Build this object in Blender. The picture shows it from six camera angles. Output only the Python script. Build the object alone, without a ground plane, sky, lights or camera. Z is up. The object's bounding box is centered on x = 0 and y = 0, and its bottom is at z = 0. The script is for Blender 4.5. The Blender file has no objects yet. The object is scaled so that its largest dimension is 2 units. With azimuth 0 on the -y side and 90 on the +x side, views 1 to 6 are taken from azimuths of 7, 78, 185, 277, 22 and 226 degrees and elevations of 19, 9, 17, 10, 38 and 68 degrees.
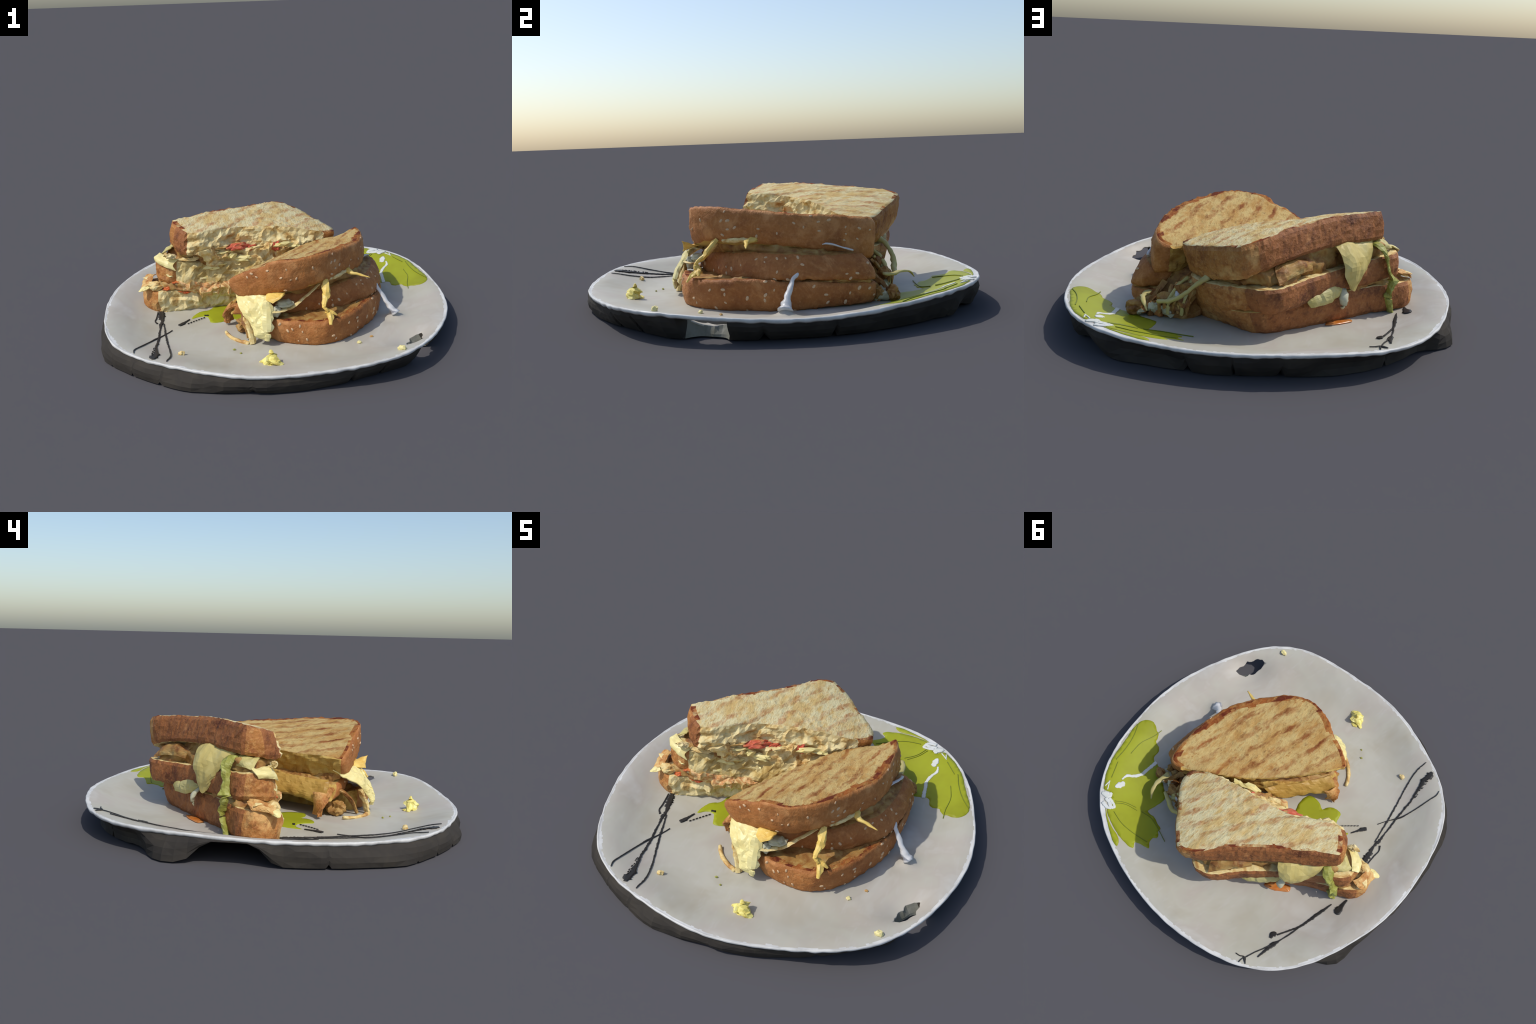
import bpy, bmesh, math, random
import numpy as np
from mathutils import Vector, noise, geometry

rnd = random.Random(11)

# ------------------------------------------------------------------ helpers
def fbm(p, scale, oct=4, seed=0.0):
    """signed fractal noise, roughly -1..1"""
    v = Vector((p[0] * scale + seed * 7.3, p[1] * scale - seed * 3.1, p[2] * scale + seed * 1.7))
    return noise.fractal(v, 0.8, 2.1, oct, noise_basis='PERLIN_ORIGINAL')

def cell(p, scale, seed=0.0):
    v = Vector((p[0] * scale + seed, p[1] * scale + seed, p[2] * scale - seed))
    return noise.voronoi(v)[0][0]

def smooth(a, b, x):
    t = min(1.0, max(0.0, (x - a) / (b - a)))
    return t * t * (3 - 2 * t)

def catmull(pts, step, closed=False, tags=None):
    """even-ish resampling of a Catmull-Rom spline; returns points (and segment tags)"""
    P = [np.array(p, float) for p in pts]
    n = len(P)
    out, tg = [], []
    segs = n if closed else n - 1
    for i in range(segs):
        if closed:
            a, b, c, d = P[i - 1], P[i], P[(i + 1) % n], P[(i + 2) % n]
        else:
            b, c = P[i], P[i + 1]
            a = P[i - 1] if i else 2 * b - c
            d = P[i + 2] if i + 2 < n else 2 * c - b
        L = np.linalg.norm((c - b)[:3])
        k = max(1, int(round(L / step)))
        # chord-length aware tangents keep the curve from overshooting at uneven spacing
        def tang(p, q, r):
            l1, l2 = np.linalg.norm((q - p)[:3]) + 1e-6, np.linalg.norm((r - q)[:3]) + 1e-6
            return ((q - p) / l1 * l2 + (r - q) / l2 * l1) / (l1 + l2)
        m1, m2 = tang(a, b, c) * L, tang(b, c, d) * L
        for j in range(k):
            t = j / k
            h = (2*t**3 - 3*t*t + 1) * b + (t**3 - 2*t*t + t) * m1 + (-2*t**3 + 3*t*t) * c + (t**3 - t*t) * m2
            out.append(h)
            tg.append(tags[i] if tags else 0)
    if not closed:
        out.append(P[-1]); tg.append(tags[-1] if tags else 0)
    return out, tg

def make_mesh(name, verts, faces, mats, fmat=None, smooth_shade=True, parent=None, props=None):
    me = bpy.data.meshes.new(name)
    me.from_pydata([tuple(map(float, v)) for v in verts], [], faces)
    for m in mats:
        me.materials.append(m)
    bm = bmesh.new(); bm.from_mesh(me)
    bmesh.ops.remove_doubles(bm, verts=bm.verts, dist=1e-5)
    bm.to_mesh(me); bm.free()
    if fmat is not None and len(fmat) == len(me.polygons):
        me.polygons.foreach_set('material_index', fmat)
    if isinstance(smooth_shade, bool):
        me.polygons.foreach_set('use_smooth', [smooth_shade] * len(me.polygons))
    me.update()
    ob = bpy.data.objects.new(name, me)
    bpy.context.scene.collection.objects.link(ob)
    if parent:
        ob.parent = parent
    for k, v in (props or {}).items():
        ob[k] = v
    return ob

def empty(name, parent=None, **props):
    ob = bpy.data.objects.new(name, None)
    ob.empty_display_size = 0.1
    bpy.context.scene.collection.objects.link(ob)
    if parent:
        ob.parent = parent
    for k, v in props.items():
        ob[k] = v
    return ob

# ------------------------------------------------------------------ materials
def srgb(r, g, b):
    f = lambda c: (c / 12.92 if c <= 0.04045 else ((c + 0.055) / 1.055) ** 2.4)
    return (f(r / 255), f(g / 255), f(b / 255), 1)

class Mat:
    def __init__(s, name, rough=0.8, spec=0.25):
        s.m = bpy.data.materials.new(name); s.m.use_nodes = True
        s.nt = s.m.node_tree; s.N = s.nt.nodes; s.L = s.nt.links
        s.b = s.N['Principled BSDF']
        s.b.inputs['Roughness'].default_value = rough
        s.b.inputs['Specular IOR Level'].default_value = spec
        s.co = s.N.new('ShaderNodeTexCoord').outputs['Object']
    def map(s, rot=(0, 0, 0), scale=(1, 1, 1), loc=(0, 0, 0)):
        n = s.N.new('ShaderNodeMapping')
        n.inputs['Rotation'].default_value = rot; n.inputs['Scale'].default_value = scale
        n.inputs['Location'].default_value = loc
        s.L.new(s.co, n.inputs['Vector']); return n.outputs[0]
    def noise(s, scale, detail=4, rough=.55, vec=None, dist=0.0):
        n = s.N.new('ShaderNodeTexNoise')
        n.inputs['Scale'].default_value = scale; n.inputs['Detail'].default_value = detail
        n.inputs['Roughness'].default_value = rough; n.inputs['Distortion'].default_value = dist
        s.L.new(vec or s.co, n.inputs['Vector']); return n.outputs['Fac']
    def voro(s, scale, feature='F1', vec=None, out='Distance'):
        n = s.N.new('ShaderNodeTexVoronoi'); n.feature = feature
        n.inputs['Scale'].default_value = scale
        s.L.new(vec or s.co, n.inputs['Vector']); return n.outputs[out]
    def wave(s, scale, rot, dist=3.0, dscale=2.0):
        n = s.N.new('ShaderNodeTexWave'); n.inputs['Scale'].default_value = scale
        n.inputs['Distortion'].default_value = dist; n.inputs['Detail'].default_value = 3
        n.inputs['Detail Scale'].default_value = dscale
        s.L.new(s.map(rot=(0, 0, rot)), n.inputs['Vector']); return n.outputs['Fac']
    def ramp(s, fac, stops, interp='LINEAR'):
        n = s.N.new('ShaderNodeValToRGB'); n.color_ramp.interpolation = interp
        e = n.color_ramp.elements
        while len(e) < len(stops): e.new(0.5)
        for q, (p, c) in zip(e, stops):
            q.position = p; q.color = c
        s.L.new(fac, n.inputs['Fac']); return n.outputs['Color']
    def val(s, fac, a, b):
        return s.ramp(fac, [(a, (0, 0, 0, 1)), (b, (1, 1, 1, 1))])
    def mix(s, fac, a, b, mode='MIX'):
        n = s.N.new('ShaderNodeMix'); n.data_type = 'RGBA'; n.blend_type = mode
        for i, v in ((0, fac), (6, a), (7, b)):
            if isinstance(v, (int, float)): n.inputs[i].default_value = v
            elif isinstance(v, tuple): n.inputs[i].default_value = v
            else: s.L.new(v, n.inputs[i])
        return n.outputs[2]
    def math(s, op, a, b):
        n = s.N.new('ShaderNodeMath'); n.operation = op
        for i, v in ((0, a), (1, b)):
            if isinstance(v, (int, float)): n.inputs[i].default_value = v
            else: s.L.new(v, n.inputs[i])
        return n.outputs[0]
    def bump(s, h, strength=.4, dist=.01):
        n = s.N.new('ShaderNodeBump'); n.inputs['Strength'].default_value = strength
        n.inputs['Distance'].default_value = dist
        s.L.new(h, n.inputs['Height']); s.L.new(n.outputs[0], s.b.inputs['Normal'])
    def done(s, col):
        if isinstance(col, tuple): s.b.inputs['Base Color'].default_value = col
        else: s.L.new(col, s.b.inputs['Base Color'])
        return s.m

def mat_toast(name, pale, mid, brown, dark, stripe_rot, edge=False, char=.85):
    """grilled bread face: pale crumb, golden blotches, brown grill stripes"""
    m = Mat(name, .85, .15)
    st = m.map(rot=(0, 0, stripe_rot), scale=(1.0, .38, 1))     # grain stretched along the grill bars
    fine = m.noise(85, 5, .7, st)
    mott = m.noise(24, 5, .65, st)
    blot = m.noise(9, 5, .65, m.map(rot=(0, 0, stripe_rot), scale=(1, .6, 1), loc=(3, 1, 0)))
    big = m.noise(4.5, 3, .55)
    c = m.ramp(mott, [(.32, mid), (.47, pale), (.60, pale), (.72, mid)])
    c = m.mix(m.math('MULTIPLY', m.val(blot, .46, .62), .85), c, mid)
    c = m.mix(m.math('MULTIPLY', m.val(fine, .50, .66), .55), c, mid)
    c = m.mix(m.math('MULTIPLY', m.val(fine, .58, .74), .5), c, brown)
    w = m.wave(3.8, stripe_rot, 3.0, 2.4)
    patch = m.math('MULTIPLY', m.val(w, .58, .88), m.val(big, .34, .56))
    patch = m.math('MULTIPLY', patch, m.val(m.noise(34, 5, .7, st), .36, .58))
    c = m.mix(m.math('MULTIPLY', patch, char), c, brown)
    c = m.mix(m.math('MULTIPLY', m.math('MULTIPLY', patch, m.val(blot, .46, .60)), .75 * char), c, dark)
    if edge:
        e = m.noise(20, 5, .7)
        c = m.mix(m.val(e, .36, .58), c, brown)
        c = m.mix(m.math('MULTIPLY', m.math('MULTIPLY', m.val(w, .48, .70), m.val(m.noise(9, 5, .7), .40, .54)), .9), c, dark)
        c = m.mix(m.math('MULTIPLY', m.math('MULTIPLY', m.val(m.noise(17, 5, .7), .48, .62), m.val(m.noise(2.6, 2, .5), .38, .52)), .95), c, dark)
    else:
        c = m.mix(m.math('MULTIPLY', m.val(m.noise(15, 5, .75), .60, .74), .7), c, brown)
    c = m.mix(m.math('MULTIPLY', m.val(m.noise(48, 4, .7, st), .60, .70), .5), c, dark)
    m.bump(m.math('ADD', fine, mott), .8, .009)
    return m.done(c)

def mat_crust(name, base, light, dark, pits=True):
    m = Mat(name, .6, .3)
    n1 = m.noise(7, 5, .62); n2 = m.noise(80, 4, .65); n3 = m.noise(26, 5, .65)
    c = m.ramp(n1, [(.34, dark), (.47, base), (.56, base), (.68, light)])
    c = m.mix(m.math('MULTIPLY', m.val(n2, .46, .70), .4), c, light)
    if pits:
        c = m.mix(m.math('MULTIPLY', m.val(n3, .52, .66), .7), c, dark)
        c = m.mix(m.math('MULTIPLY', m.val(m.noise(34, 5, .7), .60, .70), .6), c, light)
        m.bump(m.math('ADD', n2, n3), .6, .008)
    else:
        c = m.mix(m.math('MULTIPLY', m.val(m.noise(3.2, 4, .6), .42, .62), .55), c, dark)
        c = m.mix(m.math('MULTIPLY', m.val(m.noise(6.5, 5, .7, dist=1.0), .54, .66), .65), c, light)
        c = m.mix(m.math('MULTIPLY', m.val(n3, .54, .70), .45), c, dark)
        c = m.mix(m.math('MULTIPLY', m.val(m.noise(55, 5, .75), .58, .70), .5), c, light)
        m.bump(m.math('ADD', n2, n3), .6, .008)
    return m.done(c)

def mat_mottle(name, cols, s1=14, s2=60, rough=.7, spec=.3, bump=.3):
    m = Mat(name, rough, spec)
    n = m.noise(s1, 4, .6, dist=.6); k = len(cols)
    c = m.ramp(n, [(.28 + .44 * i / max(1, k - 1), q) for i, q in enumerate(cols)])
    f = m.noise(s2, 4, .6)
    c = m.mix(m.math('MULTIPLY', m.val(f, .5, .75), .35), c, cols[-1])
    if bump: m.bump(f, bump, .005)
    return m.done(c)

GR_F, GR_B = math.radians(12.0), math.radians(29.0)
M_toastB = mat_toast('toasted_bread_pale', srgb(218, 206, 160), srgb(206, 174, 110), srgb(176, 100, 48), srgb(126, 60, 34), GR_B, char=.55)
M_toastBe = mat_toast('toasted_bread_pale_edge', srgb(206, 184, 132), srgb(194, 148, 86), srgb(172, 104, 52), srgb(108, 46, 28), GR_B, True)
M_toastF = mat_toast('toasted_bread_golden', srgb(198, 172, 114), srgb(180, 138, 78), srgb(146, 82, 40), srgb(100, 46, 24), GR_F)
M_toastFe = mat_toast('toasted_bread_golden_edge', srgb(184, 144, 84), srgb(172, 118, 62), srgb(152, 88, 42), srgb(96, 38, 24), GR_F, True)
M_crustF = mat_crust('smooth_crust', srgb(174, 112, 58), srgb(204, 146, 90), srgb(138, 80, 36), False)
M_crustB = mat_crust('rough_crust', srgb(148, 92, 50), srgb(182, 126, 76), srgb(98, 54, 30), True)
M_crustG = mat_crust('golden_crust', srgb(172, 114, 58), srgb(208, 162, 100), srgb(128, 72, 34), True)
M_crumb = mat_mottle('bread_crumb', [srgb(150, 110, 58), srgb(196, 164, 104), srgb(222, 200, 144), srgb(224, 210, 160), srgb(200, 184, 136)], 16, 70, .9, .1)
M_crumbF = mat_mottle('brown_crumb', [srgb(150, 106, 50), srgb(178, 140, 72), srgb(196, 164, 92), srgb(190, 168, 100)], 11, 60, .8, .2)
M_fill = mat_mottle('chicken_filling', [srgb(146, 100, 50), srgb(190, 146, 84), srgb(218, 188, 122), srgb(230, 210, 152), srgb(214, 192, 128), srgb(188, 152, 90)], 15, 70, .6, .35)
M_fillD = mat_mottle('browned_filling', [srgb(96, 56, 26), srgb(140, 94, 46), srgb(168, 130, 70), srgb(178, 156, 104)], 13, 60, .6, .35)
M_cheese = mat_mottle('melted_cheese', [srgb(222, 200, 128), srgb(228, 214, 146), srgb(232, 220, 160)], 7, 40, .4, .4, .12)
M_cheeseY = mat_mottle('yellow_cheese', [srgb(206, 164, 78), srgb(228, 194, 100), srgb(232, 208, 128)], 8, 40, .45, .4, .12)
M_flap = mat_mottle('pale_cheese', [srgb(188, 168, 98), srgb(200, 182, 112), srgb(206, 194, 136)], 8, 40, .5, .35, .12)
M_crisp = mat_mottle('crisp_brown_filling', [srgb(140, 84, 36), srgb(186, 132, 72), srgb(208, 168, 104), srgb(222, 198, 138)], 20, 60, .6, .3)
M_fillO = mat_mottle('tomato_chicken_filling', [srgb(150, 92, 44), srgb(196, 150, 88), srgb(222, 194, 134), srgb(204, 140, 84), srgb(224, 200, 146), srgb(200, 158, 96)], 15, 70, .6, .35)
M_crumbM = mat_mottle('shade_darkened_crumb', [srgb(138, 104, 54), srgb(178, 150, 90), srgb(202, 180, 122), srgb(214, 198, 146), srgb(184, 164, 112)], 14, 70, .9, .1)  # crumb colour darkened to olive for shading on the middle slice
M_sag = mat_mottle('sagging_cheese', [srgb(150, 112, 50), srgb(176, 140, 68), srgb(190, 156, 84)], 9, 50, .45, .4, .15)  # yellow cheese taken down to olive-brown, with the lid's shade in the colour
M_leaf = mat_mottle('pale_lettuce', [srgb(176, 162, 92), srgb(186, 172, 106), srgb(190, 182, 128)], 8, 50, .5, .35, .15)  # dulled to the tone leaves have on the shaded back side
M_green = mat_mottle('green_lettuce', [srgb(118, 112, 44), srgb(146, 146, 64), srgb(178, 182, 110)], 18, 60, .5, .35, .15)
M_grey = mat_mottle('translucent_onion', [srgb(170, 164, 128), srgb(190, 186, 156), srgb(206, 202, 176)], 16, 60, .4, .4, .15)
M_tom = mat_mottle('tomato', [srgb(196, 134, 84), srgb(200, 96, 72), srgb(196, 88, 66), srgb(206, 136, 96)], 18, 60, .4, .4, .15)
M_tomO = mat_mottle('roasted_tomato', [srgb(172, 62, 26), srgb(200, 100, 50), srgb(206, 142, 84)], 22, 60, .4, .4, .15)
M_string = mat_mottle('white_cheese_string', [srgb(192, 190, 188), srgb(208, 207, 205), srgb(222, 221, 218)], 20, 80, .4, .4, .1)
M_seed = mat_mottle('sesame_seed', [srgb(188, 148, 106), srgb(206, 174, 136), srgb(212, 186, 152)], 40, 90, .6, .3, 0)
M_sauce = mat_mottle('orange_sauce', [srgb(176, 96, 28), srgb(196, 118, 50), srgb(190, 140, 90)], 18, 60, .3, .5, 0)
M_crumbY = mat_mottle('egg_crumb', [srgb(214, 190, 96), srgb(232, 218, 120), srgb(236, 230, 160)], 30, 60, .5, .35, .1)

def mat_plate(name, white=False):
    m = Mat(name, .5 if not white else .4, .3)
    n = m.noise(2.6, 4, .55, dist=.5); n2 = m.noise(1.5, 3, .5, m.map(loc=(4, 2, 1)))
    if white:
        c = m.ramp(m.noise(9, 4, .6), [(.3, srgb(182, 181, 176)), (.5, srgb(206, 205, 200)), (.7, srgb(222, 221, 215))])
    else:
        c = m.ramp(n, [(.30, srgb(173, 167, 150)), (.45, srgb(182, 179, 165)), (.58, srgb(179, 172, 160)), (.72, srgb(194, 192, 183))])
        c = m.mix(m.math('MULTIPLY', m.val(n2, .5, .7), .5), c, srgb(172, 168, 148))
        c = m.mix(m.math('MULTIPLY', m.val(m.noise(40, 3, .6, m.map(rot=(0, 0, .6), scale=(1, .2, 1))), .55, .75), .25), c, srgb(192, 190, 186))
    m.bump(m.noise(30, 3, .5), .06, .004)
    return m.done(c)
M_plate = mat_plate('speckled_glaze'); M_rim = mat_plate('white_rim_glaze', True)

def mat_flat(name, cols, s=20, rough=.5):
    m = Mat(name, rough, .3); n = m.noise(s, 4, .6)
    return m.done(m.ramp(n, [(.3 + .4 * i / max(1, len(cols) - 1), c) for i, c in enumerate(cols)]))
M_lime = mat_flat('lime_glaze', [srgb(142, 146, 26), srgb(152, 157, 30), srgb(156, 164, 32)], 5)
M_ink = mat_flat('black_brush_glaze', [srgb(40, 39, 38), srgb(50, 48, 45)], 30)
M_vein = mat_flat('dark_green_glaze', [srgb(112, 122, 36), srgb(122, 132, 40)], 30)
M_paint = mat_flat('white_glaze', [srgb(204, 206, 196), srgb(216, 218, 214)], 30)
M_wall = mat_mottle('greenish_grey_wall', [srgb(112, 110, 96), srgb(128, 126, 112), srgb(140, 138, 126)], 12, 40, .6, .3, .1)  # greenish grey, paler than the rest of the underside, on the wall below the plate hole
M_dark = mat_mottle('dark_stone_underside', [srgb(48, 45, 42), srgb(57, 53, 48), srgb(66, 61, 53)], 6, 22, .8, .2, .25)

# ------------------------------------------------------------------ the thing
TOP = empty('sandwich_plate', label='toasted club sandwich halves on a white painted plate', category='food plate')

# ------------------------------------------------------------------ plate
RC = [1.0135, .0018, .0022, .0035, .0027, .0002, .0004, -.0272, -.0022, .0014, -.0006, .001, -.0002, .0019, .0012, .0062, -.0002, -.0009, -.0013]
ZC = [.119, 0, .0159, -.0018, -.0012, -.0058, -.0017, -.0059, .0014, -.0044, .0022, .0006, -.0006, .0009, .0009]
def four(c, t):
    r = c[0]
    for k in range(1, len(c) // 2 + 1):
        r += c[2*k - 1] * math.cos(k * t) + c[2*k] * math.sin(k * t)
    return r
def rim_r(t): return four(RC, t) + .003 * noise.noise(Vector((math.cos(t) * 14, math.sin(t) * 14, 2)))
def rim_z(t): return four(ZC, t)
HOLE_T, HOLE_W = math.radians(-31.8), math.radians(5.9)
def hole_r(t):
    """inner and outer radius of the gap under the rim, None outside it"""
    u = (t - HOLE_T) / HOLE_W
    if abs(u) >= 1: return None
    h = math.sqrt(1 - u * u)
    mid = .925 - .02 * u
    rag = .012 * noise.noise(Vector((u * 3.1, 4, 1))) + .006 * noise.noise(Vector((u * 9, 7, 2)))
    return mid - (.045 + rag) * h ** 1.2, mid + (.032 - rag) * h
def plate_z(x, y):
    t = math.atan2(y, x); R = math.hypot(x, y)
    base = .045 + min(.014, max(0, .95 * y - .3 * x - .1) * .028) + .002 * smooth(.2, .6, -y)
    p = 1.3 + .1 * math.exp(-((math.degrees(t) - 135) / 40) ** 2) + .4 * math.exp(-((math.degrees(t) + 110) / 45) ** 2)
    f = smooth(.65, .985, R / four(RC, t)) ** p
    z = base + (rim_z(t) - base) * f
    z += .0022 * fbm((x, y, 0), 6, 3, 3) * smooth(0, .3, R)
    dt = (t - HOLE_T + math.pi) % (2 * math.pi) - math.pi          # dip around the gap
    d = math.hypot(dt / (HOLE_W * 1.9), (R - .90) / .12)
    z += .034 * math.exp(-((x - .695) ** 2 + (y + .132) ** 2) / .042 ** 2)          # glaze drawn up round the string's foot
    z -= .045 * math.exp(-2.0 * d * d) * (1 - smooth(.96, 1.02, R))
    return z

def build_plate():
    NT = 420
    rows = [i / 40 * .84 for i in range(1, 41)] + [.84 + i * .15 / 30 for i in range(1, 31)]
    K0 = min(range(len(rows)), key=lambda k: abs(rows[k] - .898))
    V = [(0, 0, plate_z(0, 0))]; F = []; FM = []
    prof = [('r', q) for q in rows] + [('lip', (.995, .003)), ('lip', (.999, -.003)), ('lip', (.997, -.011)), ('lip', (.990, -.018))]
    for kind, q in prof:
        for i in range(NT):
            t = 2 * math.pi * i / NT; R = rim_r(t)
            if kind == 'r':
                r = q * R
                # two neighbouring rows follow the edges of the gap so that it is cleanly cut
                h = hole_r(t if t < math.pi else t - 2 * math.pi)
                if h:
                    k = rows.index(q)
                    if k <= K0: r += (h[0] - rows[K0] * R) * max(0, 1 - (K0 - k) / 22)
                    else: r += (h[1] - rows[K0 + 1] * R) * (1 - (k - K0 - 1) / (len(rows) - K0 - 2))
                x, y = r * math.cos(t), r * math.sin(t); z = plate_z(x, y)
            else:
                jag = .006 * noise.noise(Vector((math.cos(t) * 22, math.sin(t) * 22, 5 + q[0] * 9)))
                x, y = q[0] * R * math.cos(t), q[0] * R * math.sin(t)
                z = rim_z(t) + q[1] + (jag if q[1] < 0 else jag * .3)
            V.append((x, y, z))
    def idx(k, i): return 1 + k * NT + i % NT
    for i in range(NT):
        F.append((0, idx(0, i), idx(0, i + 1))); FM.append(0)
    for k in range(len(prof) - 1):
        for i in range(NT):
            a, b, c, d = idx(k, i), idx(k, i + 1), idx(k + 1, i + 1), idx(k + 1, i)
            cx = sum(V[j][0] for j in (a, b, c, d)) / 4; cy = sum(V[j][1] for j in (a, b, c, d)) / 4
            t = math.atan2(cy, cx); r = math.hypot(cx, cy)
            h = hole_r(t)
            if h and k == K0: continue
            F.append((a, d, c, b))
            edge = r / four(RC, t) + .010 * noise.noise(Vector((cx * 13, cy * 13, 1))) + .006 * noise.noise(Vector((cx * 50, cy * 50, 1))) + .012 * noise.noise(Vector((cx * 3, cy * 3, 7)))
            FM.append(1 if edge > .981 else 0)
    ob = make_mesh('plate', V, F, [M_plate, M_rim], FM, True, TOP)
    s = ob.modifiers.new('thickness', 'SOLIDIFY'); s.thickness = .008; s.offset = -1
    return ob
PLATE = build_plate()

# skirt: angle in degrees -> radius and height of its lower edge
FOOT = [(-180, .995, .10), (-177, .99, .075), (-173, .985, 0), (-160, 1.013, 0), (-150, 1.046, 0), (-141, 1.082, 0), (-132, 1.062, 0), (-118, 1.04, 0),
        (-109, 1.034, 0), (-100, 1.0, 0), (-92, .972, 0), (-80, .973, 0), (-68, .952, 0), (-55, .945, 0), (-50, .955, 0), (-42, .975, 0), (-34, .955, 0),
        (-23, .944, 0), (-11, .928, 0), (-2, .932, 0), (17, .939, 0), (34, .962, 0), (39, .997, .0), (42, .985, .015), (46, .975, .03), (50, .985, .015),
        (53, 1.005, 0), (58, 1.008, 0), (64, .973, 0), (76, .926, 0), (84, .93, 0), (91, .912, 0), (101, .90, 0), (116, .937, 0), (126, .948, 0),
        (136, .948, 0), (141, .95, .003), (145, .95, .010), (149, .965, .006), (154, 1.028, 0), (158, 1.06, 0), (162.5, 1.04, 0), (165.5, 1.02, .02), (168, 1.005, .07), (171, .998, .098), (180, .995, .10)]
CRACKS = [(-118, 1.5, .02), (-91, 2.2, .016), (-62, 2.2, .03), (-52, 1.6, .045), (-17, 3.0, .03), (1, 1.6, .03), (37, 1.0, .012), (78, 2.4, .03), (90.5, .9, .035), (103, 2.6, .03), (133, 1.4, .035), (-128, 1.0, .02), (-160, 1.4, .022), (-137, 1.0, .012)]
def build_skirt():
    fx = np.array(FOOT)
    degs = []
    d = -180.0
    while d < 180 - 1e-6:
        degs.append(d); d += 3.0
    for c, w, h in CRACKS: degs += [c - w / 2, c, c + w / 2]
    e0, e1 = math.degrees(HOLE_T - HOLE_W), math.degrees(HOLE_T + HOLE_W)
    cols = sorted(set(round(q, 2) for q in degs))
    cols = [(q, None) for q in cols if not (e0 - .6 < q < e1 + .6)]
    cols += [(e0 - .5, None), (e1 + .5, None)] + [(e0 + .1 + (e1 - e0 - .2) * i / 16, 'h') for i in range(17)]
    cols.sort(key=lambda q: q[0])
    R = 4; V = []; F = []; FMs = []; n = len(cols)
    for q, kind in cols:
        t = math.radians(q)
        fr = np.interp(q, fx[:, 0], fx[:, 1]); fz = np.interp(q, fx[:, 0], fx[:, 2]) + .005
        for c, w, h in CRACKS:
            if abs(q - c) < w / 2: fz = max(fz, h * (1 - abs(q - c) / (w / 2)))
        tr, tz = rim_r(t) * .990, rim_z(t) - .012
        if kind == 'h':
            r0 = hole_r(t)[0]; tr = r0; tz = plate_z(r0 * math.cos(t), r0 * math.sin(t)) - .002
        for k in range(R + 1):
            s = k / R
            if kind == 'h' and k == 0:
                fr = fr - .05 * (1 - ((t - HOLE_T) / HOLE_W) ** 4)
            r = tr + (fr - tr) * s + (.012 - .045 * smooth(105, 120, q) * (1 - smooth(144, 154, q)) - .035 * smooth(57, 63, q) * (1 - smooth(72, 82, q))) * math.sin(math.pi * s) * (0 if kind else 1)
            z = tz + (fz - tz) * s
            if 0 < k:
                r += .013 * noise.noise(Vector((math.cos(t) * 9, math.sin(t) * 9, z * 14))) * (1 if k < R else .5)
            V.append((r * math.cos(t), r * math.sin(t), z))
    for i in range(n):
        j = (i + 1) % n
        for k in range(R):
            a, b, c, d = i * (R + 1) + k, j * (R + 1) + k, j * (R + 1) + k + 1, i * (R + 1) + k + 1
            if rnd.random() < .5: F += [(a, d, c), (a, c, b)]
            else: F += [(a, d, b), (b, d, c)]
            FMs += [1 if cols[i][1] and cols[j][1] else 0] * 2
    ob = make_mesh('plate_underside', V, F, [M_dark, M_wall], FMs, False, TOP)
    s = ob.modifiers.new('thickness', 'SOLIDIFY'); s.thickness = .006; s.offset = -1
    return ob
build_skirt()

# ---- painted glaze on the plate
def on_plate(x, y, h=.0016): return (x, y, plate_z(x, y) + h)
def painted_patch(name, outline, mat, h, step=.012, ragged=.003, parent=None):
    pts, _ = catmull([(x, y, 0) for x, y in outline], step, True)
    loop = []
    for p in pts:
        n = Vector((noise.noise(Vector((p[0] * 60, p[1] * 60, 1))), noise.noise(Vector((p[0] * 60, p[1] * 60, 9))), 0))
        loop.append(Vector((p[0] + n.x * ragged, p[1] + n.y * ragged)))
    n = len(loop)
    xs = [p.x for p in loop]; ys = [p.y for p in loop]
    inner = []
    g = .02
    for i in range(int((max(xs) - min(xs)) / g) + 1):
        for j in range(int((max(ys) - min(ys)) / g) + 1):
            q = Vector((min(xs) + (i + .5) * g, min(ys) + (j + .5) * g))
            c = False
            for k in range(n):
                a, b = loop[k], loop[k - 1]
                if (a.y > q.y) != (b.y > q.y) and q.x < (b.x - a.x) * (q.y - a.y) / (b.y - a.y) + a.x: c = not c
            if c and min((q - p).length for p in loop) > g * .4: inner.append(q)
    v2, _, f2, *_ = geometry.delaunay_2d_cdt(loop + inner, [(i, (i + 1) % n) for i in range(n)], [list(range(n))], 1, 1e-5)
    ob = make_mesh(name, [on_plate(v.x, v.y, h) for v in v2], [tuple(f) for f in f2], [mat], None, True, parent)
    s = ob.modifiers.new('glaze', 'SOLIDIFY'); s.thickness = .003; s.offset = -1
    return ob
STROKE_H = [.0026]
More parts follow.
